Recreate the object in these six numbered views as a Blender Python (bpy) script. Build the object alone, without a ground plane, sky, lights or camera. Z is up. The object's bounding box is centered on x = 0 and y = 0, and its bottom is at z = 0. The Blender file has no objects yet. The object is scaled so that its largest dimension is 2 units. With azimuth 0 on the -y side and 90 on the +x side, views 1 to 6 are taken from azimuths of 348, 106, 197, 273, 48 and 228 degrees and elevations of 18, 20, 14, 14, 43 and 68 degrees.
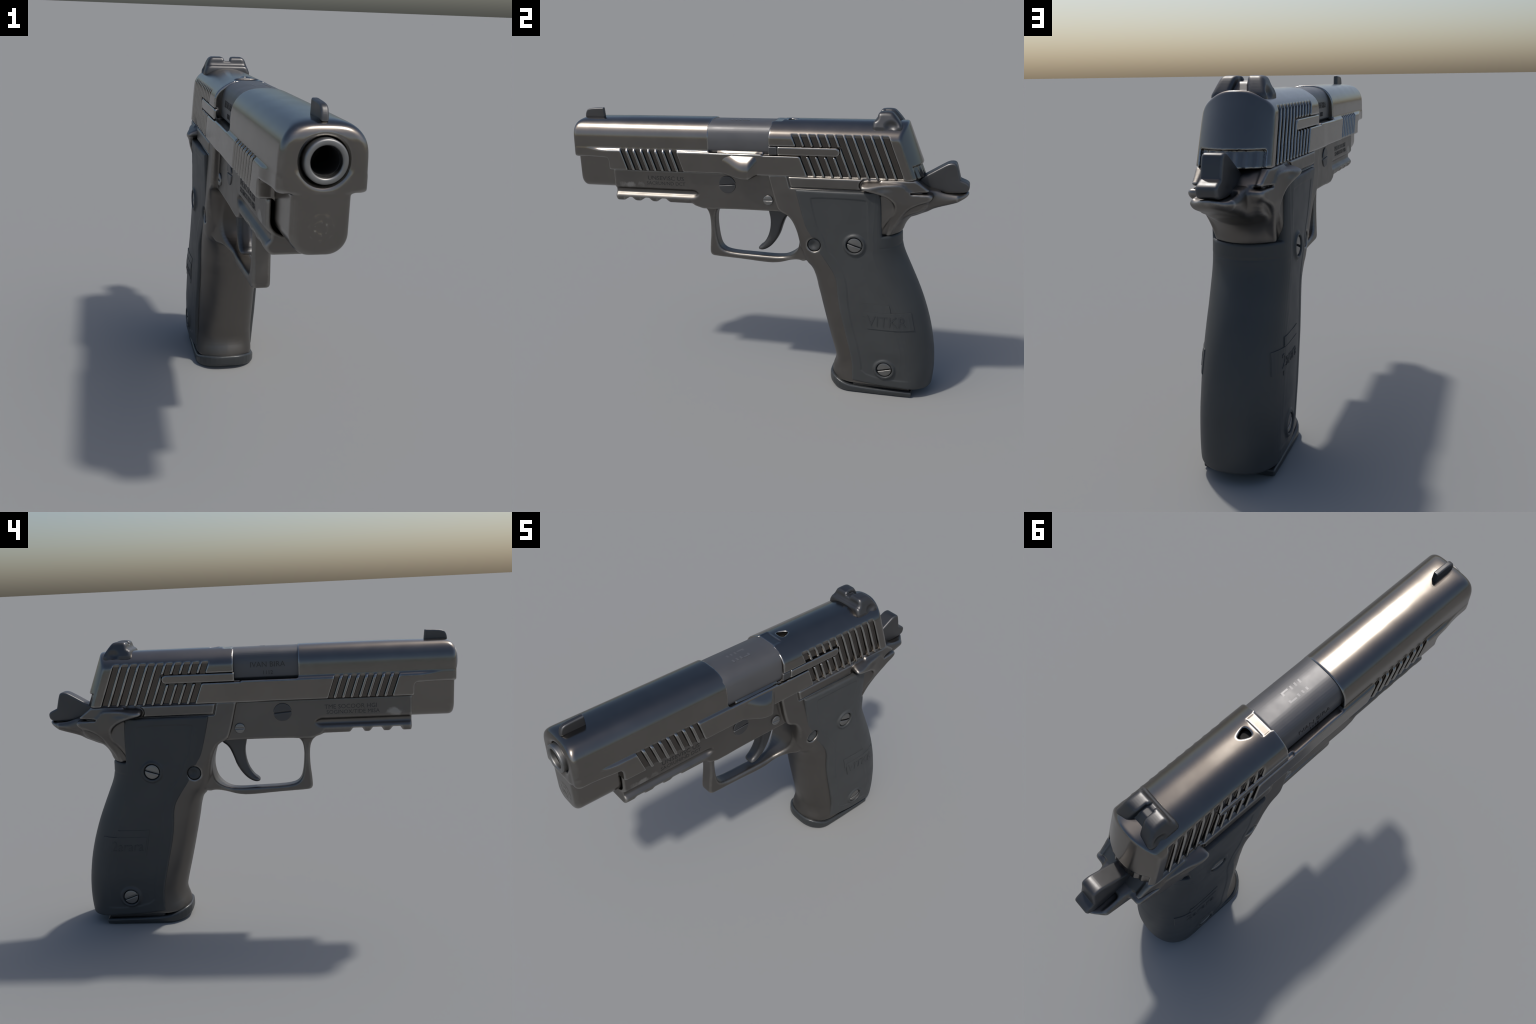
"""Semi-automatic service pistol standing on its magazine base.
Every solid part is described by signed distances: side profiles (y, z), cross
sections (x, z), half widths and blend radii.  A small surface-net mesher turns
each description into a smooth quad mesh.  Muzzle points to -y, z is up."""
import bpy, math
import numpy as np
from mathutils import Vector

f32 = np.float32

# ------------------------------------------------------------------ toolkit
class Grid:
    """Regular sampling box of a part; X, Y, Z broadcast against each other."""
    def __init__(self, lo, hi, h):
        self.lo = np.array(lo, float) - 2.5 * h
        self.h = h
        self.n = [int(math.ceil((b - a) / h)) + 6 for a, b in zip(lo, hi)]
        ax = [(self.lo[i] + h * np.arange(self.n[i])).astype(f32) for i in range(3)]
        self.x, self.y, self.z = ax
        self.X = ax[0][:, None, None]
        self.Y = ax[1][None, :, None]
        self.Z = ax[2][None, None, :]
        self.A = np.abs(self.X)

    def side(self, pts):
        """distance to an outline drawn in the side view (y, z)"""
        return poly_sdf(self.y[:, None], self.z[None, :], pts)[None, :, :]

    def front(self, pts, half=True):
        """distance to an outline drawn in the front view (x, z)"""
        if half:
            pts = list(pts) + [(-a, b) for a, b in reversed(pts)]
        return poly_sdf(self.x[:, None], self.z[None, :], pts)[:, None, :]

    def plan(self, pts):
        """distance to a mirrored outline drawn in plan (x, y)"""
        pts = list(pts) + [(-a, b) for a, b in reversed(pts)]
        return poly_sdf(self.x[:, None], self.y[None, :], pts)[:, :, None]


def poly_sdf(px, py, pts):
    px, py = np.broadcast_arrays(px, py)
    d = np.full(px.shape, 1e9, f32)
    s = np.ones(px.shape, f32)
    n = len(pts)
    for i in range(n):
        ax, ay = pts[i]
        bx, by = pts[i - 1]
        ex, ey = bx - ax, by - ay
        if ex * ex + ey * ey < 1e-14:
            continue
        wx, wy = px - ax, py - ay
        t = np.clip((wx * ex + wy * ey) / (ex * ex + ey * ey), 0, 1)
        d = np.minimum(d, (wx - ex * t) ** 2 + (wy - ey * t) ** 2)
        c1, c2, c3 = py >= ay, py < by, ex * wy > ey * wx
        s = np.where((c1 & c2 & c3) | (~c1 & ~c2 & ~c3), -s, s)
    return (s * np.sqrt(d)).astype(f32)


def soft(pts, n=2, closed=True):
    """Chaikin corner cutting; write a point twice to keep its corner crisp"""
    for _ in range(n):
        out = []
        m = len(pts)
        for i in range(m):
            a, b = pts[i], pts[(i + 1) % m]
            out.append((a[0] * .75 + b[0] * .25, a[1] * .75 + b[1] * .25))
            out.append((a[0] * .25 + b[0] * .75, a[1] * .25 + b[1] * .75))
        pts = out
    return pts


def smax(a, b, k=0.006):
    h = np.maximum(k - np.abs(a - b), 0) / k
    return np.maximum(a, b) + h * h * k * .25


def smin(a, b, k=0.006):
    return -smax(-a, -b, k)


def step(a, b, v):
    t = np.clip((v - a) / (b - a), 0, 1)
    return t * t * (3 - 2 * t)


def ramp(v, xs, ys):
    return np.interp(v, xs, ys).astype(f32)


def eased(v, xs, ys, r=.022):
    """ramp with its kinks averaged out over +-r"""
    return sum(ramp(v + r * k / 4, xs, ys) for k in range(-4, 5)) / 9


def bowed(field, shift, h):
    """side-view field (1, ny, nz) pushed forward by shift(x, z): bows a profile in plan"""
    F = field[0]; ny = F.shape[0]
    j = np.arange(ny)[:, None]
    out = np.empty((shift.shape[0],) + F.shape, f32)
    for i in range(shift.shape[0]):
        p = np.clip(j + shift[i][None, :] / h, 0, ny - 1.001)
        a = p.astype(np.int64); t = (p - a).astype(f32)
        out[i] = np.take_along_axis(F, a, 0) * (1 - t) + np.take_along_axis(F, a + 1, 0) * t
    return out


def cone(g, a, b, ra, rb, mirror=True):
    """round cone between two points"""
    X = g.A if mirror else g.X
    a = np.array(a); b = np.array(b); e = b - a
    wx, wy, wz = X - a[0], g.Y - a[1], g.Z - a[2]
    t = np.clip((wx * e[0] + wy * e[1] + wz * e[2]) / (e @ e), 0, 1)
    d = np.sqrt((wx - e[0] * t) ** 2 + (wy - e[1] * t) ** 2 + (wz - e[2] * t) ** 2)
    return (d - (ra + (rb - ra) * t)).astype(f32)


def tri(F, p):
    """trilinear lookup of field F at index-space points p"""
    n = np.array(F.shape)
    p = np.clip(p, 0, n - 1.001)
    i = p.astype(np.int64); f = (p - i).astype(f32)
    Ff = F.ravel(); sy = n[2]; sx = n[1] * n[2]
    base = i[:, 0] * sx + i[:, 1] * sy + i[:, 2]
    r = 0
    for dx in (0, 1):
        wx = f[:, 0] if dx else 1 - f[:, 0]
        for dy in (0, 1):
            wy = f[:, 1] if dy else 1 - f[:, 1]
            for dz in (0, 1):
                wz = f[:, 2] if dz else 1 - f[:, 2]
                r = r + wx * wy * wz * Ff[base + dx * sx + dy * sy + dz]
    return r


def surface_net(F, g, relax=2):
    F = np.ascontiguousarray(np.broadcast_to(F, g.n), dtype=f32)
    S = F < 0
    nx, ny, nz = F.shape
    c = np.zeros((nx - 1, ny - 1, nz - 1), np.uint8)
    for dx in (0, 1):
        for dy in (0, 1):
            for dz in (0, 1):
                c += S[dx:nx - 1 + dx, dy:ny - 1 + dy, dz:nz - 1 + dz]
    cell = np.argwhere((c > 0) & (c < 8))
    idx = np.full(c.shape, -1, np.int32)
    idx[cell[:, 0], cell[:, 1], cell[:, 2]] = np.arange(len(cell))
    acc = np.zeros((len(cell), 3)); cnt = np.zeros(len(cell))
    corners = [(a, b, d) for a in (0, 1) for b in (0, 1) for d in (0, 1)]
    for p in corners:
        for axis in range(3):
            if p[axis]:
                continue
            q = list(p); q[axis] = 1
            fa = F[cell[:, 0] + p[0], cell[:, 1] + p[1], cell[:, 2] + p[2]]
            fb = F[cell[:, 0] + q[0], cell[:, 1] + q[1], cell[:, 2] + q[2]]
            m = (fa < 0) != (fb < 0)
            t = np.where(m, fa / np.where(m, fa - fb, 1), 0)
            pt = np.array(p, float)[None, :].repeat(len(cell), 0)
            pt[:, axis] += t
            acc[m] += pt[m]; cnt[m] += 1
    P = cell + acc / cnt[:, None]
    quads = []
    for axis in range(3):
        u, v = [(1, 2), (2, 0), (0, 1)][axis]
        sl0 = [slice(None)] * 3; sl1 = [slice(None)] * 3
        sl0[axis] = slice(0, -1); sl1[axis] = slice(1, None)
        a, b = S[tuple(sl0)], S[tuple(sl1)]
        e = np.argwhere(a != b)
        ok = (e[:, u] > 0) & (e[:, v] > 0) & (e[:, u] < F.shape[u] - 1) & (e[:, v] < F.shape[v] - 1)
        e = e[ok]
        out = a[e[:, 0], e[:, 1], e[:, 2]]
        q = []
        for du, dv in ((1, 1), (0, 1), (0, 0), (1, 0)):
            k = e.copy(); k[:, u] -= du; k[:, v] -= dv
            q.append(idx[k[:, 0], k[:, 1], k[:, 2]])
        q = np.stack(q, 1)
        q[~out] = q[~out][:, ::-1]
        quads.append(q)
    Q = np.concatenate(quads)
    # neighbour lists for relaxation, followed by reprojection on the surface
    E = np.concatenate([Q[:, [0, 1]], Q[:, [1, 2]], Q[:, [2, 3]], Q[:, [3, 0]]])
    for it in range(relax + 1):
        if it < relax:
            s = np.zeros_like(P); k = np.zeros(len(P))
            for d in range(3):
                s[:, d] = np.bincount(E[:, 0], P[E[:, 1], d], len(P)) + np.bincount(E[:, 1], P[E[:, 0], d], len(P))
            k = np.bincount(E[:, 0], minlength=len(P)) + np.bincount(E[:, 1], minlength=len(P))
            P = P * .45 + (s / k[:, None]) * .55
        for _ in range(2):
            fv = tri(F, P)
            G = np.stack([tri(F, P + o) - tri(F, P - o) for o in np.eye(3) * .6], 1) / 1.2
            g2 = (G ** 2).sum(1) + 1e-12
            st = np.clip(fv / g2, -3, 3)[:, None] * G
            ln = np.sqrt((st ** 2).sum(1))[:, None]
            P = P - st * np.minimum(1, .6 / (ln + 1e-9))
    return g.lo + P * g.h, Q


def new_object(name, mesh, parent, mat):
    ob = bpy.data.objects.new(name, mesh)
    bpy.context.scene.collection.objects.link(ob)
    ob.parent = parent
    if mat and not mesh.materials:
        mesh.materials.append(mat)
    return ob


def mesh_from(name, V, Q, smooth=True):
    me = bpy.data.meshes.new(name)
    me.vertices.add(len(V)); me.vertices.foreach_set('co', V.astype(f32).ravel())
    me.loops.add(Q.size); me.loops.foreach_set('vertex_index', Q.astype(np.int32).ravel())
    me.polygons.add(len(Q))
    me.polygons.foreach_set('loop_start', np.arange(0, Q.size, Q.shape[1], dtype=np.int32))
    me.update(calc_edges=True); me.validate()
    me.polygons.foreach_set('use_smooth', np.full(len(me.polygons), smooth))
    return me


def build(name, F, g, parent, mat, relax=2):
    V, Q = surface_net(F, g, relax)
    return new_object(name, mesh_from(name, V, Q), parent, mat)


def build_split(regions, F, g, parent, mat, relax=2):
    """one seamless surface, its faces shared out between named parts;
    regions: list of (name, test(centre array) -> mask), last one takes the rest"""
    V, Q = surface_net(F, g, relax)
    whole = mesh_from('whole', V, Q)
    nor = np.empty(len(whole.vertices) * 3, f32)
    whole.vertex_normals.foreach_get('vector', nor)
    nor = nor.reshape(-1, 3)
    bpy.data.meshes.remove(whole)
    C = V[Q].mean(1)
    left = np.ones(len(Q), bool)
    obs = []
    for name, test in regions:
        m = left & test(C)
        left &= ~m
        if not m.any():
            continue
        q = Q[m]
        used, inv = np.unique(q, return_inverse=True)
        me = mesh_from(name, V[used], inv.reshape(q.shape))
        me.normals_split_custom_set_from_vertices(nor[used].tolist())
        obs.append(new_object(name, me, parent, mat))
    return obs

# ---------------------------------------------------------------- materials
def material(name, base, metallic, rough, tint=0.12, wear=0.0, wear_col=None, grain=0.0,
             grain_scale=300., coat=0.0, spec=0.5, rough_var=0.08, smudge=None, slots=None):
    m = bpy.data.materials.new(name); m.use_nodes = True
    nt = m.node_tree; N = nt.nodes; L = nt.links
    b = N['Principled BSDF']
    tc = N.new('ShaderNodeTexCoord')
    n1 = N.new('ShaderNodeTexNoise'); n1.inputs['Scale'].default_value = 7; n1.inputs['Detail'].default_value = 5
    L.new(tc.outputs['Object'], n1.inputs['Vector'])
    r = N.new('ShaderNodeValToRGB')
    r.color_ramp.elements[0].position = .3; r.color_ramp.elements[1].position = .7
    r.color_ramp.elements[0].color = tuple(c * (1 - tint) for c in base) + (1,)
    r.color_ramp.elements[1].color = tuple(c * (1 + tint) for c in base) + (1,)
    L.new(n1.outputs['Fac'], r.inputs['Fac'])
    col = r.outputs['Color']
    if wear > 0:
        geo = N.new('ShaderNodeNewGeometry')
        n2 = N.new('ShaderNodeTexNoise'); n2.inputs['Scale'].default_value = 40; n2.inputs['Detail'].default_value = 3
        L.new(tc.outputs['Object'], n2.inputs['Vector'])
        add = N.new('ShaderNodeMath'); add.operation = 'MULTIPLY_ADD'
        L.new(n2.outputs['Fac'], add.inputs[0]); add.inputs[1].default_value = .008
        L.new(geo.outputs['Pointiness'], add.inputs[2])
        mr = N.new('ShaderNodeMapRange')
        L.new(add.outputs[0], mr.inputs['Value'])
        mr.inputs['From Min'].default_value = .511; mr.inputs['From Max'].default_value = .542
        mr.inputs['To Max'].default_value = wear
        mx = N.new('ShaderNodeMix'); mx.data_type = 'RGBA'
        L.new(mr.outputs[0], mx.inputs['Factor'])
        L.new(col, mx.inputs[6]); mx.inputs[7].default_value = (*(wear_col or [c * 2.2 for c in base]), 1)
        col = mx.outputs[2]
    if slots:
        # shade of the cut serrations painted into their floors, sharp edged:
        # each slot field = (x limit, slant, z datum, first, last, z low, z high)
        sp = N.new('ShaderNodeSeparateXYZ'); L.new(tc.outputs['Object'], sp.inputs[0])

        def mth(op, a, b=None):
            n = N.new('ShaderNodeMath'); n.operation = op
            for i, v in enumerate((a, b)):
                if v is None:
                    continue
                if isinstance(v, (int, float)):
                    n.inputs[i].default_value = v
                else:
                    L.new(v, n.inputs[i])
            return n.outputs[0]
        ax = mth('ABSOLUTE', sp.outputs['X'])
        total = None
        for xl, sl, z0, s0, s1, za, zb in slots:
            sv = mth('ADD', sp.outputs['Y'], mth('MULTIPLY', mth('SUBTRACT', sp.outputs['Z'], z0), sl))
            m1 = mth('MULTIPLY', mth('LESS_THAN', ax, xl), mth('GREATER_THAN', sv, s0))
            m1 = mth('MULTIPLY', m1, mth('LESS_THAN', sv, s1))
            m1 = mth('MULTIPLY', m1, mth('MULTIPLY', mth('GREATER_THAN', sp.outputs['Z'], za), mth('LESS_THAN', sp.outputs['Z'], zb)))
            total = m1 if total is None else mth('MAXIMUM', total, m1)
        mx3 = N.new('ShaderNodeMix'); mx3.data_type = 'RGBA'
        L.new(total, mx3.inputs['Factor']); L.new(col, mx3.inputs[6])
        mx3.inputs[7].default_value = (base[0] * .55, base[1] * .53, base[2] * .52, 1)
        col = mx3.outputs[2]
    if smudge:
        # rubbed, dusty patch: soft ellipse around a point, broken up by streaky noise
        mp = N.new('ShaderNodeMapping'); mp.vector_type = 'POINT'
        c, rad = smudge
        mp.inputs['Location'].default_value = (0, -c[0] / rad[0], -c[1] / rad[1])
        mp.inputs['Scale'].default_value = (0, 1 / rad[0], 1 / rad[1])
        L.new(tc.outputs['Object'], mp.inputs['Vector'])
        ln = N.new('ShaderNodeVectorMath'); ln.operation = 'LENGTH'
        L.new(mp.outputs['Vector'], ln.inputs[0])
        n5 = N.new('ShaderNodeTexNoise'); n5.inputs['Scale'].default_value = 22; n5.inputs['Detail'].default_value = 6
        L.new(tc.outputs['Object'], n5.inputs['Vector'])
        sb = N.new('ShaderNodeMath'); sb.operation = 'MULTIPLY_ADD'
        L.new(n5.outputs['Fac'], sb.inputs[0]); sb.inputs[1].default_value = 3.0
        mu = N.new('ShaderNodeMath'); mu.operation = 'MULTIPLY'; mu.inputs[1].default_value = -1.1
        L.new(ln.outputs['Value'], mu.inputs[0]); L.new(mu.outputs[0], sb.inputs[2])
        mr3 = N.new('ShaderNodeMapRange'); L.new(sb.outputs[0], mr3.inputs['Value'])
        mr3.inputs['From Min'].default_value = .75; mr3.inputs['From Max'].default_value = 1.35; mr3.inputs['To Max'].default_value = .55
        mx2 = N.new('ShaderNodeMix'); mx2.data_type = 'RGBA'
        L.new(mr3.outputs[0], mx2.inputs['Factor']); L.new(col, mx2.inputs[6])
        mx2.inputs[7].default_value = (.42, .41, .39, 1)
        col = mx2.outputs[2]
    L.new(col, b.inputs['Base Color'])
    b.inputs['Metallic'].default_value = metallic
    b.inputs['Specular IOR Level'].default_value = spec
    n3 = N.new('ShaderNodeTexNoise'); n3.inputs['Scale'].default_value = 14; n3.inputs['Detail'].default_value = 6
    L.new(tc.outputs['Object'], n3.inputs['Vector'])
    mr2 = N.new('ShaderNodeMapRange')
    mr2.inputs['From Min'].default_value = .3; mr2.inputs['From Max'].default_value = .7
    mr2.inputs['To Min'].default_value = rough - rough_var; mr2.inputs['To Max'].default_value = rough + rough_var
    L.new(n3.outputs['Fac'], mr2.inputs['Value'])
    L.new(mr2.outputs[0], b.inputs['Roughness'])
    if coat:
        b.inputs['Coat Weight'].default_value = coat
    if grain > 0:
        n4 = N.new('ShaderNodeTexNoise'); n4.inputs['Scale'].default_value = grain_scale; n4.inputs['Detail'].default_value = 2
        L.new(tc.outputs['Object'], n4.inputs['Vector'])
        bu = N.new('ShaderNodeBump'); bu.inputs['Strength'].default_value = grain; bu.inputs['Distance'].default_value = .002
        L.new(n4.outputs['Fac'], bu.inputs['Height']); L.new(bu.outputs['Normal'], b.inputs['Normal'])
    return m


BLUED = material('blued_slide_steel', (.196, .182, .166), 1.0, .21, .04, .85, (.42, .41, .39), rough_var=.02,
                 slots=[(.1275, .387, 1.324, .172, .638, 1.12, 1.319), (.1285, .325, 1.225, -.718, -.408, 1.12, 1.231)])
FRAME = material('anodised_frame_metal', (.162, .151, .139), 1.0, .42, .05, .85, (.36, .345, .32), rough_var=.04, smudge=((-.69, 1.050), (.075, .026)))
BARREL = material('barrel_steel', (.112, .112, .116), .5, .44, .05, .3, rough_var=.04)
MUZZLE = material('muzzle_steel', (.26, .26, .255), 1.0, .48, .05)
BLACKM = material('black_small_parts', (.095, .095, .097), .85, .43, .06, .5, (.24, .24, .24))
GRIPM = material('dark_grip_polymer', (.046, .049, .050), 0.0, .50, .08, grain=.10, grain_scale=420, rough_var=.04)
BASEM = material('magazine_base_polymer', (.046, .050, .052), .3, .34, .08, .3, rough_var=.04)
SCREWM = material('screw_steel', (.25, .245, .235), 1.0, .40, .08, .2)
INK = material('engraved_letter_black', (.07, .068, .066), .8, .5, .05)
BORE = material('hole_darkness_black', (.006, .006, .006), 0.0, .8, .1)  # near black painted for the darkness inside the barrel and top hole
INKG = material('moulded_grip_letter', (.038, .041, .043), 0.0, .55, .05)

root = bpy.data.objects.new('semi_automatic_pistol', None)
bpy.context.scene.collection.objects.link(root)
root['label'] = 'dark gunmetal semi-automatic pistol with black polymer grip, standing upright'
root['category'] = 'pistol'

# -------------------------------------------------------------------- slide
TOP_FRONT = [(0, 1.386), (.03, 1.385), (.058, 1.379), (.084, 1.367), (.106, 1.345), (.119, 1.318), (.1235, 1.285), (.1250, 1.13)]
TOP_REAR = [(0, 1.386), (.035, 1.384), (.066, 1.374), (.094, 1.358), (.116, 1.341), (.128, 1.323), (.1335, 1.305), (.1375, 1.13)]


def make_slide():
    g = Grid((-.165, -.992, 1.01), (.165, .80, 1.395), .0034)
    X, Y, Z, A = g.X, g.Y, g.Z, g.A
    t = step(-.2, .0, Y)
    arch = lambda half: soft(half + [half[-1]] + [(-a, b) for a, b in reversed(half + [half[-1]])][:-1], 3)
    body = g.front(arch(TOP_FRONT), half=False) * (1 - t) + g.front(arch(TOP_REAR), half=False) * t
    # proud lower band, melting into the flank towards the muzzle
    wb = .1235 + .0128 * step(-.93, -.80, Y) - .008 * step(.25, .45, Y)
    band = smax(smax(A - wb, (Z - 1.2385 + (A - .124) * .75) * .8, .006), 1.13 - Z, .006)
    body = smin(body, band, .006)
    # nose outline and stepped underside ahead of the frame
    nose = g.side(soft([(-.986, 1.0), (-.986, 1.0), (-.9855, 1.315), (-.982, 1.350), (-.966, 1.376), (-.93, 1.3875), (-.86, 1.3885), (-.6, 1.40),
                        (.9, 1.40), (.9, 1.40), (.9, 1.0), (.9, 1.0)], 2))
    body = smax(body, nose, .024)
    under = g.side(soft([(-1.2, .9), (-.787, .9), (-.787, 1.15), (-.789, 1.189), (-.82, 1.1915), (-1.2, 1.1915)], 2))
    body = smax(body, -under, .008)
    # rounded housing under the muzzle
    hx, hz = A - (.0825 - .06), 1.0175 + .06 - Z
    low = np.sqrt(np.maximum(hx, 0) ** 2 + np.maximum(hz, 0) ** 2) + np.minimum(np.maximum(hx, hz), 0) - .06
    low = smax(smax(low, Z - 1.25), Y + .60)
    r = np.sqrt(X ** 2 + (Z - 1.096) ** 2)
    th = np.arctan2(Z - 1.096, X + 1e-6)
    emblem = np.exp(-((r - .035) / .006) ** 2) * (.75 + .25 * np.sin(th * 7)) + np.exp(-((r - .018) / .006) ** 2) * (np.abs(np.cos(th * 1.5)) > .35)
    low = smax(low, -(Y + .9855) - .0016 * emblem * (r < .05), .026)
    body = smin(body, low, .012)
    # sloping, slightly bowed rear face and hammer recess below it
    rear = (Y - (.7375 - .39 * (Z - 1.32)) + .053 * np.minimum((A / .13) ** 2.2, 1.2)) / 1.08
    body = smax(body, rear, .010)
    ribs = .0022 * np.sin(X * 2 * math.pi / .034)
    recess = smax(smax(Z - 1.190, A - .117, .006), -(rear + .014) + ribs, .004)
    body = smax(body, -recess, .005)
    # muzzle opening
    rr = np.sqrt(X ** 2 + (Z - 1.278) ** 2)
    body = smax(body, -smax(rr - .0618, Y + .8, .004), .010)
    body = smax(body, -(np.sqrt(X ** 2 + (Z - 1.278) ** 2 + (Y + 1.045) ** 2) - .091), .012)
    # ejection port
    port = g.side(soft([(-.245, 1.6), (-.245, 1.6), (-.245, 1.26), (-.245, 1.232), (-.212, 1.2325), (.061, 1.2325), (.061, 1.2325), (.061, 1.6), (.061, 1.6)], 2))
    body = smax(body, -port, .005)
    # chamber plate and drop shaped hole on top
    plate = np.maximum(np.maximum(A - .047, np.abs(Y - .085) - .026), 1.3775 - Z)
    body = smax(body, -plate, .004)
    gap = np.maximum(np.maximum(A - .050, np.abs(Y - .063) - .006), 1.360 - Z)
    body = smax(body, -gap, .004)
    hole = poly_sdf(g.x[:, None], g.y[None, :], soft([(-.022, .134), (.030, .134), (.026, .160), (.012, .190), (-.006, .172)], 2))[:, :, None]
    body = smax(body, -smax(hole, 1.33 - Z, .004), .006)
    # slanted grip serrations
    def grooves(s, first, last, width, pitch):
        q = np.mod(s - first, pitch)
        d = np.abs(q - width / 2) - width / 2
        d = np.minimum(d, np.abs(q - pitch - width / 2) - width / 2)
        return np.maximum(d, np.maximum(first - s, s - last))
    s = Y + .387 * (Z - 1.324)
    back = grooves(s, .1775, .6325, .0292, .0426)
    back = smax(np.maximum(back, .1212 - A), Z - 1.331, .01)
    body = smax(body, -back, .005)
    s = Y + .325 * (Z - 1.225)
    fore = grooves(s, -.7135, -.4125, .0235, .03965)
    fore = smax(np.maximum(fore, .1222 - A), np.maximum(Z - 1.236, -1 + 0 * Z), .004)
    body = smax(body, -fore, .005)
    # pocket of the extractor bar
    slot = np.maximum(np.maximum(np.abs(Z - 1.250) - .0235, np.maximum(Y - .409, .03 - Y)), .1215 - A)
    body = smax(body, -slot, .004)
    # worn dimple near the front sight
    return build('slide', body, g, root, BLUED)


make_slide()


def make_extractor():
    g = Grid((-.14, .05, 1.22), (.14, .42, 1.28), .0032)
    d2 = np.abs(g.Z - 1.250) - .0205
    tip = np.sqrt(np.maximum(g.Y - .387, 0) ** 2 + (g.Z - 1.250) ** 2) - .0205
    d2 = np.where(g.Y > .387, tip, d2)
    for sx in (1, -1):
        start = .0585 if sx < 0 else .104
        d = smax(smax(smax(d2, sx * g.X - .1335, .006), .112 - sx * g.X), start - g.Y)
        build('extractor', d, g, root, BLUED)
    # dark plate added for a dark patch ahead of the bar, left flank
    d = smax(smax(smax(d2, g.X - .1305, .006), .112 - g.X), np.abs(g.Y - .0815) - .0222, .003)
    build('dark_flank_plate', d, g, root, BLACKM)


make_extractor()


def make_slide_stop():
    """soft thumb bulge swelling out of the band on the left flank"""
    g = Grid((.095, -.21, 1.10), (.182, .04, 1.25), .0028)
    X, Y, Z = g.X, g.Y, g.Z
    swell = step(-.200, -.055, Y) * step(.016, -.038, Y)
    low = 1.130 - .017 * swell
    d = smax(X - .1335 - .042 * swell, (Z - 1.238 + (X - .121) * 1.15) / 1.52, .024)
    d = smax(smax(smax(d, low - Z, .010), .10 - X), np.abs(Y + .085) - .12)
    build('slide_stop', d, g, root, BLUED)


make_slide_stop()

# ------------------------------------------------------------------- sights
def make_front_sight():
    g = Grid((-.015, -.965, 1.37), (.015, -.84, 1.43), .0018)
    d = g.side(soft([(-.960, 1.375), (-.957, 1.398), (-.945, 1.417), (-.915, 1.4215), (-.853, 1.4245), (-.853, 1.4245), (-.849, 1.375), (-.849, 1.375), (-.96, 1.375)], 2))
    build('front_sight', smax(d, g.A - .0112, .007), g, root, BLACKM)


make_front_sight()


def make_rear_sight():
    g = Grid((-.108, .535, 1.335), (.108, .705, 1.438), .0024)
    X, Y, Z, A = g.X, g.Y, g.Z, g.A
    prof = g.side(soft([(.552, 1.33), (.552, 1.375), (.556, 1.393), (.571, 1.400), (.575, 1.427), (.590, 1.4325), (.632, 1.4325), (.648, 1.424), (.684, 1.378), (.690, 1.36), (.688, 1.33)], 2))
    w = .1005 - .36 * np.maximum(Z - 1.368, 0)
    w = w - .012 * step(.572, .558, Y) * step(1.39, 1.40, Z)
    d = smax(prof, A - w, .018)
    notch = np.maximum(A - .0125 - .35 * np.maximum(Z - 1.421, 0), 1.4155 - Z)
    valley = np.maximum(A - .016 - .30 * np.maximum(Y - .625, 0), 1.4155 - .95 * np.maximum(Y - .622, 0) - Z)
    d = smax(d, -notch, .008)
    d = smax(d, -np.maximum(valley, .60 - Y), .014)
    # hollow flank under each ear
    dent = (np.sqrt(((A - .106) / .020) ** 2 + ((Y - .638) / .030) ** 2 + ((Z - 1.377) / .024) ** 2) - 1) * .018
    d = smax(d, -dent, .008)
    dent2 = np.sqrt((A - .100) ** 2 + (Y - .563) ** 2 + (Z - 1.412) ** 2) - .016
    d = smax(d, -dent2, .010)
    build('rear_sight', d, g, root, BLACKM)


make_rear_sight()

# ------------------------------------------------------------------- barrel
def make_barrel():
    g = Grid((-.07, -1.003, 1.21), (.07, -.5, 1.345), .0024)
    rr = np.sqrt(g.X ** 2 + (g.Z - 1.278) ** 2)
    d = smax(smax(smax(rr - .0605, .0425 - rr, .004), -1.0 - g.Y, .007), g.Y + .52)
    build('muzzle_crown', d, g, root, MUZZLE)
    g = Grid((-.05, -.99, 1.225), (.05, -.5, 1.33), .003)
    rr = np.sqrt(g.X ** 2 + (g.Z - 1.278) ** 2)
    build('dark_bore_liner', np.maximum(np.maximum(rr - .0435, .0395 - rr), np.abs(g.Y + .75) - .232), g, root, BORE)  # black liner tube added to darken the inside of the barrel
    # dark plug added to close the bore
    g = Grid((-.06, -.55, 1.22), (.06, -.50, 1.335), .004)
    rr = np.sqrt(g.X ** 2 + (g.Z - 1.278) ** 2)
    build('bore_plug', np.maximum(rr - .055, np.abs(g.Y + .525) - .015), g, root, BORE)
    g = Grid((-.03, .11, 1.325), (.03, .19, 1.36), .003)  # black disc added as a dark floor in the slide's top hole
    build('dark_hole_disc', np.maximum(np.sqrt(g.X ** 2 + (g.Y - .152) ** 2) - .026, np.abs(g.Z - 1.348) - .012), g, root, BORE)
    # chamber hood showing through the ejection port (closer to the left flank)
    g = Grid((-.11, -.262, 1.225), (.128, .082, 1.39), .003)
    hood = g.front(soft([(-.102, 1.22), (-.104, 1.28), (-.102, 1.325), (-.083, 1.362), (-.040, 1.3775), (0, 1.379), (.04, 1.3785), (.082, 1.368), (.108, 1.344), (.1195, 1.305), (.122, 1.265), (.119, 1.237), (.10, 1.22)], 2), half=False)
    d = smax(smax(hood, -.26 - g.Y), g.Y - .072, .006)
    build('barrel', d, g, root, BARREL)


make_barrel()

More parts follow.
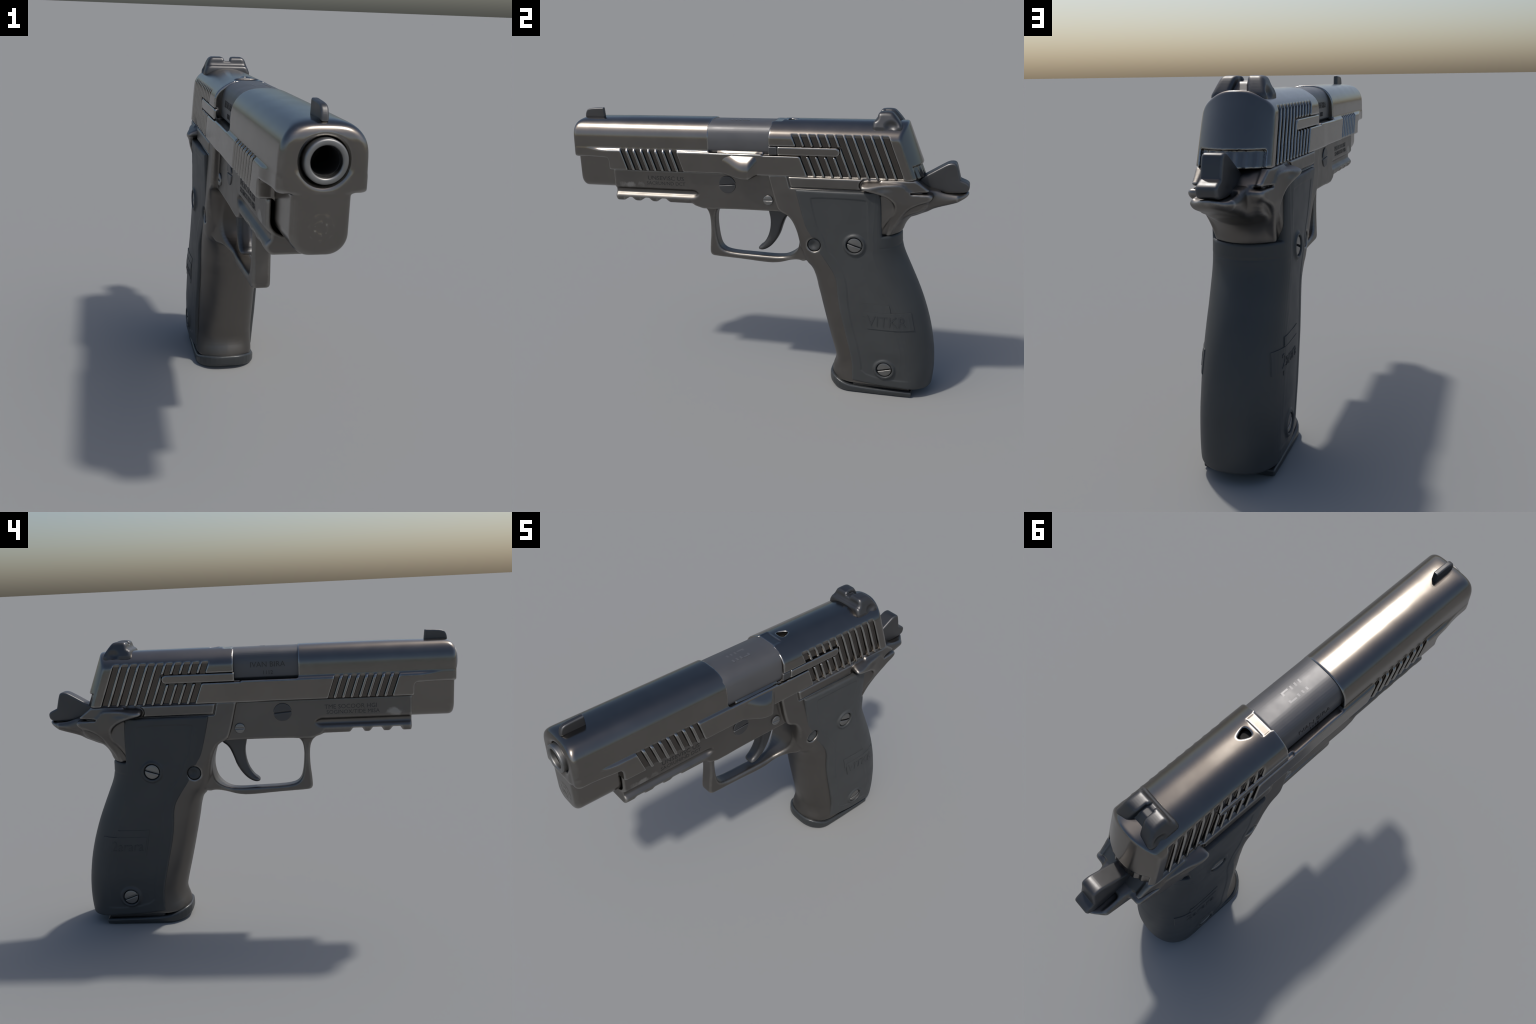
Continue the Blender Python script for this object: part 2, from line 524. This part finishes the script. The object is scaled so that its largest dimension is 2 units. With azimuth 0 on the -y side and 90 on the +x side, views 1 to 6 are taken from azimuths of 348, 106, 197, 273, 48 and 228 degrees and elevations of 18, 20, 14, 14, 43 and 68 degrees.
# -------------------------------------------------------------------- frame
GUARD_OUT = [(-.40, .953), (-.36, .953), (-.326, .937), (-.300, .906), (-.290, .866), (-.290, .790), (-.300, .705), (-.300, .663), (-.265, .657), (-.122, .650), (.017, .639),
             (.086, .645), (.147, .670), (.190, .684), (.220, .680), (.25, .71), (.34, .80), (.34, .95), (.34, .95), (-.40, .96)]
GUARD_IN = [(-.19, .936), (-.248, .922), (-.264, .866), (-.258, .767), (-.242, .706), (-.195, .684), (-.036, .679), (.065, .676), (.125, .684), (.178, .720), (.195, .775), (.193, .820), (.183, .862), (.167, .905), (.142, .930), (.10, .936)]
BLOCK = [(.054, 1.135), (.054, 1.135), (.093, .975), (.115, .945), (.15, .925), (.18, .86), (.19, .80), (.205, .735), (.226, .675), (.255, .648), (.273, .590), (.282, .528), (.330, .325), (.367, .185), (.375, .140), (.355, .082), (.354, .045), (.354, -.10), (.354, -.10),
         (.46, -.10), (.74, -.10), (.76, .30), (.64, .60), (.60, .80), (.62, .90), (.70, 1.0), (.72, 1.135), (.72, 1.135)]


def make_frame():
    g = Grid((-.196, -.784, .04), (.196, 1.002, 1.137), .0040)
    X, Y, Z, A = g.X, g.Y, g.Z, g.A
    # dust cover with accessory rail
    cover = g.side([(-.781, 1.1285), (-.781, .9565), (-.36, .9545), (-.30, .936), (.12, .936), (.12, 1.1285)])
    d = smax(cover, A - .1035, .010)
    d = smax(d, (A - Z + .871) * .70711 - .05 * step(-.37, -.30, Y), .006)
    gp = poly_sdf(np.abs(g.x)[:, None], g.z[None, :], [(.0865, 1.021), (.0865, 1.005), (.15, .945), (.15, 1.075), (.096, 1.029)])[:, None, :]
    d = smax(d, -smax(gp, Y + .312, .045), .007)
    for a, b in ((-.728, -.689), (-.637, -.594), (-.544, -.499)):
        mid, hw = (a + b) / 2, (b - a) / 2
        d = smax(d, -np.maximum(np.abs(Y - mid) - hw + (Z - .978) * .55, Z - .978), .004)
    # channel for the recoil housing
    chx, chz = A - .040, 1.064 - Z
    ch = np.sqrt(np.maximum(chx, 0) ** 2 + np.maximum(chz, 0) ** 2) + np.minimum(np.maximum(chx, chz), 0) - .0485
    d = smax(d, -np.maximum(ch, Y + .62), .005)
    # trigger guard
    wg = .0355 - .001 * step(-.26, -.2, Y) + .080 * step(.09, .28, Y)
    gout = g.side(soft(GUARD_OUT, 2)); gin = g.side(soft(GUARD_IN, 2))
    guard = smax(gout, A - wg, .014)
    guard = np.maximum(guard, Z - .96)
    d = smin(d, guard, .030)
    # grip block behind the step line, nose of the front strap strongly rounded
    block = g.side(soft(BLOCK, 2))
    wblk = ramp(g.z, [0, .15, .6, .8, .95, 1.13], [.136, .133, .131, .133, .1355, .1345])[None, None, :]
    kb = ramp(g.z, [0, .5, .7, .9, .96, 1.13], [.15, .14, .10, .030, .012, .010])[None, None, :]
    blk = smax(smax(block, A - wblk, kb), .047 - Z, .008)
    d = smin(d, blk, .006)
    d = smax(d, -smax(gin, A - .3), .016)
    # top rail plate running back to the tail wedge
    plate = g.side([(.156, 1.1285), (.168, 1.077), (.70, 1.073), (.815, 1.073), (.826, 1.081), (.762, 1.1285)])
    pl = smax(plate, A - (.1395 - .014 * step(.7, .83, Y)), .009)
    moat = np.maximum(plate - .005, .128 - A)
    d = smin(smax(d, -moat, .004), pl, .003)
    # tang: rear face bows forward towards the sides, ridge where it meets the flank
    tang = g.side(soft([(.56, 1.075), (.56, .850), (.69, .848), (.701, .855), (.714, .894), (.744, .932), (.79, .960), (.845, .980), (.845, 1.060), (.80, 1.062), (.78, 1.064)], 2))
    bow = ((np.abs(g.x) / .118) ** 2)[:, None] * ramp(g.z, [.84, .90, .96, 1.02, 1.05], [.058, .062, .058, .028, .004])[None, :]
    wt = ramp(g.z, [.84, .92, 1.0, 1.06], [.1135, .1145, .119, .124])[None, None, :]
    tg = smax(bowed(tang, bow, g.h), A - wt, .014)
    d = smin(d, tg, .010)
    # tongue under the hammer
    tail = g.side(soft([(.72, 1.092), (.80, 1.092), (.84, 1.086), (.885, 1.066), (.94, 1.0585), (.99, 1.0580), (1.003, 1.054), (1.0, 1.038), (.980, 1.024), (.935, 1.007), (.853, .984), (.80, .961), (.75, .940), (.72, .96)], 2))
    tl = smax(tail, A - .081 + .9 * np.maximum(Y - .95, 0), .040)
    d = smin(d, tl, .020)
    # lever flare: wing shaped outline, outer face falling from the thumb pad to the rear and downwards
    wing = g.side(soft([(.510, 1.098), (.520, 1.116), (.56, 1.121), (.70, 1.121), (.738, 1.074), (.80, 1.066), (.836, 1.064), (.842, 1.048), (.825, 1.030), (.77, 1.012), (.725, .985), (.690, .930), (.655, .868), (.640, .850), (.630, .853),
                        (.640, .910), (.660, .962), (.672, 1.005), (.650, 1.040), (.60, 1.064), (.54, 1.080), (.517, 1.086)], 2))
    Hz = eased(g.z, [.85, .92, .98, 1.02, 1.05, 1.07], [.1145, .1225, .138, .162, .190, .21])[None, None, :]
    H = eased(g.y, [.51, .54, .60, .69, .76, .84], [.181, .184, .173, .150, .140, .134])[None, :, None]
    H = -smax(-H, -Hz, .022) - .006 * np.exp(-((Y - .615) / .035) ** 2 - ((Z - 1.094) / .014) ** 2)
    fl = smax(wing, A - H, .014)
    fl = smax(fl, (Z - 1.121 + (A - .137) * .50) * .9, .010)
    fl = np.maximum(fl, .09 - A)
    # hollow the pad from below so that it reads as a wing
    moat = np.maximum(np.maximum(wing - .011, .127 - A), Y - .60)
    d = smax(d, -moat, .006)
    d = smin(d, fl, .010)
    # slit under the tail wedge
    slit = np.maximum(np.maximum(np.abs(Z - 1.0685) - .0034, .740 - Y), .119 - A)
    d = smax(d, -slit, .003)
    # shallow hammer well
    wellp = g.side([(.70, 1.20), (.757, 1.1285), (.821, 1.078), (.95, 1.06), (.95, 1.20)])
    d = smax(d, -smax(A - .102, wellp, .008), .010)
    dish = smax(smax(A - .056, np.abs(Y - .925) - .052, .02), 1.051 - Z, .012)
    d = smax(d, -dish, .014)
    # pocket of the magazine release
    rel = np.sqrt((Y - .281) ** 2 + (Z - .787) ** 2) - .0335
    d = smax(d, -np.maximum(rel, .108 - A), .006)
    regions = [
        ('trigger_guard', lambda c: (c[:, 2] < .925) & (c[:, 1] < .16) & (c[:, 1] > -.35)),
        ('beavertail', lambda c: (c[:, 1] > .835) & (c[:, 2] < 1.075)),
        ('safety_lever', lambda c: (c[:, 0] > .1355) & (c[:, 1] > .5) & (c[:, 2] > 1.0)),
        ('safety_lever', lambda c: (c[:, 0] < -.1355) & (c[:, 1] > .5) & (c[:, 2] > 1.0)),
        ('accessory_rail', lambda c: (c[:, 2] < 1.03) & (c[:, 1] < -.30)),
        ('frame', lambda c: c[:, 1] > -9),
    ]
    build_split(regions, d, g, root, FRAME)


make_frame()

# --------------------------------------------------------------------- grip
PANEL = [(.192, 1.069), (.192, 1.069), (.240, .855), (.255, .80), (.262, .775), (.302, .747), (.375, .655), (.395, .600), (.397, .540), (.409, .455), (.441, .325), (.473, .190), (.476, .12), (.474, .062), (.474, .062),
         (.62, .056), (.77, .051), (.868, .040), (.868, .040), (1.0, .036), (1.0, .850), (1.0, .850),
         (.612, .850), (.612, .850), (.607, 1.03), (.595, 1.069), (.595, 1.069)]
GRIP_BACK = [(-.5, -.2), (.868, -.2), (.872, .03), (.880, .10), (.881, .16), (.876, .245), (.854, .375), (.808, .525), (.744, .672), (.713, .740), (.7005, .786), (.698, .850), (.698, 1.2), (-.5, 1.2)]


def panel_half_width(y, z):
    w = np.interp(z, [0, .06, .25, .45, .65, .85, 1.07], [.150, .154, .163, .161, .156, .154, .158])
    yc = np.interp(z, [0, .25, .65, 1.07], [.68, .66, .56, .46])
    c = np.interp(z, [.0, .7, .9, 1.07], [.5, .5, .25, .12])
    return w - np.where(y < yc, c, .1) * (y - yc) ** 2


SCREWS = [(.484, .806), (.643, .155)]


def make_grip():
    g = Grid((-.178, .185, .04), (.178, .892, 1.075), .0036)
    X, Y, Z, A = g.X, g.Y, g.Z, g.A
    outline = g.side(soft(PANEL, 2))
    W = panel_half_width(g.Y.astype(float), g.Z.astype(float)).astype(f32)
    inner = g.side(soft([(.27, 1.02), (.27, 1.035), (.53, 1.035), (.545, 1.02), (.55, .80), (.58, .77), (.75, .75), (.95, .70), (.95, .10), (.525, .095), (.525, .20), (.455, .46), (.447, .62), (.40, .72), (.345, .77), (.33, .84), (.30, .88)], 2))
    W = W - .0030 * step(.004, -.004, inner)
    # back of the grip: superellipse in plan, squarer towards the heel
    q = ramp(g.z, [0, .3, .7], [2.5, 2.3, 2.0])[None, :]
    R = ramp(g.z, [0, .3, .6, .8], [.20, .21, .19, .15])[None, :]
    Wm = ramp(g.z, [0, .06, .25, .45, .65, .85, 1.07], [.161, .162, .163, .161, .157, .154, .156])[None, :]
    u = np.clip(np.abs(g.x)[:, None] / Wm, 0, .9995)
    back = bowed(g.side(soft(GRIP_BACK, 2)), R * (1 - (1 - u ** q) ** (1 / q)), g.h)
    d = smax(smax(outline, A - W, .012), back, .014)
    # fine parting line under the tang collar
    d = d + .0022 * np.exp(-((Z - .792) / .004) ** 2) * step(.58, .62, Y)
    for sy, sz in SCREWS:
        r = np.sqrt((Y - sy) ** 2 + (Z - sz) ** 2)
        w0 = float(panel_half_width(np.array(sy), np.array(sz)))
        ring = smax(r - .051, A - w0 - .006, .008)
        d = smin(d, np.maximum(ring, .1 - A), .012)
        d = smax(d, -np.maximum(r - .0395, w0 - .014 - A), .006)
    r = np.sqrt((Y - .281) ** 2 + (Z - .787) ** 2) - .0345
    d = smax(d, -np.maximum(r, .06 - A), .010)
    # leaves the sides free of any bulge over the frame seam at the bottom
    build('grip_panel', d, g, root, GRIPM)


make_grip()


def make_screws():
    g = Grid((-.012, -.04, -.04), (.016, .04, .04), .0014)
    r = np.sqrt(g.Y ** 2 + g.Z ** 2)
    head = smax(r - .037, g.X - .010 + 2.2 * r ** 2, .005)
    head = np.maximum(head, -.01 - g.X)
    head = smax(head, -np.maximum(np.abs(g.Z) - .0042, -.006 - g.X), .002)
    V, Q = surface_net(head, g, 2)
    me = mesh_from('grip_screw', V, Q); me.materials.append(SCREWM)
    turn = {(1, 0): -17, (1, 1): 14, (-1, 0): -18, (-1, 1): 20}
    for sx in (1, -1):
        for i, (sy, sz) in enumerate(SCREWS):
            ob = new_object('grip_screw', me, root, None)
            w0 = float(panel_half_width(np.array(sy), np.array(sz)))
            ob.location = (sx * (w0 - .0075), sy, sz)
            a = math.radians(turn[(sx, i)])
            ob.rotation_euler = (a, 0, 0) if sx > 0 else (a, 0, math.pi)


make_screws()


def disc_part(name, y, z, r, x, depth, mat, slot=None, turn=0, dome=0.0):
    g = Grid((-.02, -r - .004, -r - .004), (depth + .004, r + .004, r + .004), .0016)
    rr = np.sqrt(g.Y ** 2 + g.Z ** 2)
    d = smax(smax(rr - r, g.X - depth + dome * rr ** 2, .004), -.018 - g.X)
    if slot:
        d = smax(d, -np.maximum(np.abs(g.Z) - slot, depth - .005 - g.X), .002)
    V, Q = surface_net(d, g, 2)
    me = mesh_from(name, V, Q); me.materials.append(mat)
    for sx in (1, -1):
        ob = new_object(name, me, root, None)
        ob.location = (sx * x, y, z)
        ob.rotation_euler = (math.radians(turn), 0, 0 if sx > 0 else math.pi)


disc_part('takedown_lever', -.163, 1.0685, .044, .1035, .005, BLACKM, .003, 5)
disc_part('trigger_pin', .047, .998, .0255, .1035, .010, SCREWM, .004, 0, 4.0)


def make_magazine_release():
    g = Grid((.05, -.036, -.036), (.165, .036, .036), .002)
    r = np.sqrt(g.Y ** 2 + g.Z ** 2)
    d = smax(r - .0325, g.X - .1275, .008)
    d = smax(d, -(np.sqrt((g.X - .147) ** 2 + (g.Y + .008) ** 2 + g.Z ** 2) - .028), .008)
    d = np.maximum(d, .06 - g.X)
    V, Q = surface_net(d, g, 2)
    me = mesh_from('magazine_release', V, Q); me.materials.append(GRIPM)
    for sx in (1, -1):
        ob = new_object('magazine_release', me, root, None)
        ob.location = (0, .281, .787)
        if sx < 0:
            ob.rotation_euler = (0, 0, math.pi)


make_magazine_release()

# ------------------------------------------------------- trigger and hammer
def make_trigger():
    g = Grid((-.04, -.05, .70), (.04, .17, .96), .0026)
    d = g.side(soft([(a + .003, b) for a, b in [(.016, .955), (.018, .925), (.031, .866), (.020, .796), (-.008, .745), (-.040, .722), (-.040, .706), (-.010, .704), (.032, .730), (.072, .786), (.092, .848), (.112, .893), (.148, .918), (.155, .955)]], 2))
    build('trigger', smax(d, g.A - .033, .024), g, root, BLACKM)


make_trigger()


def make_hammer():
    g = Grid((-.045, .76, 1.04), (.045, 1.004, 1.215), .0026)
    d = g.side(soft([(.77, 1.118), (.80, 1.134), (.875, 1.180), (.905, 1.1965), (.934, 1.196), (.943, 1.180), (.958, 1.120), (.960, 1.116), (.998, 1.101), (1.003, 1.084), (.996, 1.060), (.955, 1.051), (.88, 1.052), (.82, 1.075), (.77, 1.085)], 2))
    build('hammer', smax(d, g.A - (.0375 + .0 * g.Z), .010), g, root, BLACKM)


make_hammer()

# ------------------------------------------------------------ magazine base
def make_base():
    g = Grid((-.145, .340, -.002), (.145, .79, .085), .0026)
    side = g.side(soft([(.344, .060), (.350, .068), (.372, .066), (.43, .046), (.47, .036), (.55, .031), (.784, .028), (.784, .028), (.784, .0), (.784, .0), (.46, .0), (.44, .0), (.385, .006), (.348, .018), (.343, .035)], 2))
    plan = g.plan(soft([(0, .343), (.045, .346), (.090, .366), (.123, .400), (.138, .435), (.142, .47), (.142, .778), (.132, .784), (0, .784)], 1))
    d = smax(side, plan, .012)
    build('magazine_base', d, g, root, BASEM)
    # magazine body seen in the gap above the plate
    g = Grid((-.14, .40, .02), (.14, .77, .12), .005)
    d = smax(np.maximum(np.abs(g.Y - .625) - .145, np.abs(g.Z - .07) - .04), g.A - .130, .01)
    build('magazine_body', d, g, root, INK)


make_base()

# ---------------------------------------------------------------- lettering
def lettering(name, body, size, y, z, side, surf, mat, raise_=.0007, width=1.0, shear=0.0, bold=0.0):
    cu = bpy.data.curves.new(name, 'FONT')
    cu.body = body; cu.size = size; cu.extrude = .5; cu.offset = bold
    cu.align_x = 'CENTER'; cu.align_y = 'CENTER'; cu.shear = shear; cu.resolution_u = 2
    tmp = bpy.data.objects.new(name, cu)
    bpy.context.scene.collection.objects.link(tmp)
    bpy.context.view_layer.update()
    dg = bpy.context.evaluated_depsgraph_get()
    me = bpy.data.meshes.new_from_object(tmp.evaluated_get(dg))
    bpy.data.objects.remove(tmp); bpy.data.curves.remove(cu)
    me.materials.clear(); me.materials.append(mat)
    for v in me.vertices:
        tx, ty, tz = v.co
        if side == 'top':
            px, py = z + ty, y - tx * width
            v.co = (px, py, surf(px, py) + raise_ * (1 if tz > 0 else -3))
            continue
        yy = y + side * tx * width; zz = z + ty
        v.co = (side * (surf(yy, zz) + raise_ * (1 if tz > 0 else -3)), yy, zz)
    me.update()
    ob = new_object(name, me, root, None)
    ob['kind'] = 'stuff'
    return ob


flat = lambda y, z: .1035
lettering('frame_lettering', 'TME SOCOOR HGI', .030, -.490, 1.085, -1, flat, INK, width=1.0)
lettering('frame_lettering', 'SOGINOX/TIDE MISA', .027, -.500, 1.059, -1, flat, INK, width=1.0)
lettering('frame_lettering', 'UNSEVISC US', .030, -.492, 1.086, 1, flat, INK, width=1.12)
lettering('frame_lettering', 'SACRUN/ND DCT', .025, -.493, 1.059, 1, flat, INK, width=1.05)
hood_l = lambda y, z: float(np.interp(z, [1.22, 1.26, 1.30, 1.34], [.119, .1210, .1185, .108]))
hood_r = lambda y, z: float(np.interp(z, [1.22, 1.28, 1.325], [.1035, .1045, .1025]))
lettering('barrel_lettering', 'MA RIA', .036, -.105, 1.290, 1, hood_l, INK)
lettering('barrel_lettering', 'IVAN BIRA', .036, -.10, 1.300, -1, hood_r, INK)
lettering('barrel_lettering', '1112', .026, -.10, 1.262, -1, hood_r, INK)
def gw(y, z):
    """half width of the finished grip surface, including its rounded back"""
    w = float(panel_half_width(np.array(y), np.array(z))) - .003
    back = np.interp(z, [.245, .375, .525], [.876, .854, .808]); R = .2; q = 2.25
    t = min(max(1 - (back - y) / R, 0), .999)
    return min(w, .161 * (1 - t ** q) ** (1 / q) - .001)



lettering('grip_lettering', 'VITKR', .075, .648, .418, 1, gw, INKG, .0046, .95)
lettering('grip_lettering', '2arara', .075, .640, .425, -1, gw, INKG, .0052, .85, .2)
lettering('barrel_lettering', 'EIII', .085, -.102, .008, 'top', lambda x, y: 1.3784, BARREL, .0003)


def raised_tablet(y0, y1, z0, z1, side, lift, slant):
    """moulded logo tablet: thin slanted plate following the grip surface"""
    n, m = 14, 6
    V = []; Q = []
    for layer, off in ((0, lift), (1, -.006)):
        for i in range(n + 1):
            for j in range(m + 1):
                z = z0 + (z1 - z0) * j / m
                y = y0 + (y1 - y0) * i / n + slant * (z - z1)
                V.append((side * (gw(y, z) + off), y, z))
    s = (n + 1) * (m + 1)
    at = lambda i, j, l: l * s + i * (m + 1) + j
    for i in range(n):
        for j in range(m):
            Q.append((at(i, j, 0), at(i + 1, j, 0), at(i + 1, j + 1, 0), at(i, j + 1, 0)))
            Q.append((at(i, j, 1), at(i, j + 1, 1), at(i + 1, j + 1, 1), at(i + 1, j, 1)))
    for i in range(n):
        for j in (0, m):
            Q.append((at(i, j, 0), at(i, j, 1), at(i + 1, j, 1), at(i + 1, j, 0)))
    for j in range(m):
        for i in (0, n):
            Q.append((at(i, j, 0), at(i, j + 1, 0), at(i, j + 1, 1), at(i, j, 1)))
    me = mesh_from('logo_tablet', np.array(V), np.array(Q), smooth=False)
    import bmesh
    bm = bmesh.new(); bm.from_mesh(me); bmesh.ops.recalc_face_normals(bm, faces=bm.faces); bm.to_mesh(me); bm.free()
    new_object('logo_tablet', me, root, GRIPM)


raised_tablet(.536, .765, .376, .466, 1, .0030, -.20)
raised_tablet(.513, .660, .440, .508, 1, .0020, -.20)
raised_tablet(.535, .760, .392, .475, -1, .0036, -.20)
raised_tablet(.520, .680, .372, .510, -1, .0020, -.20)
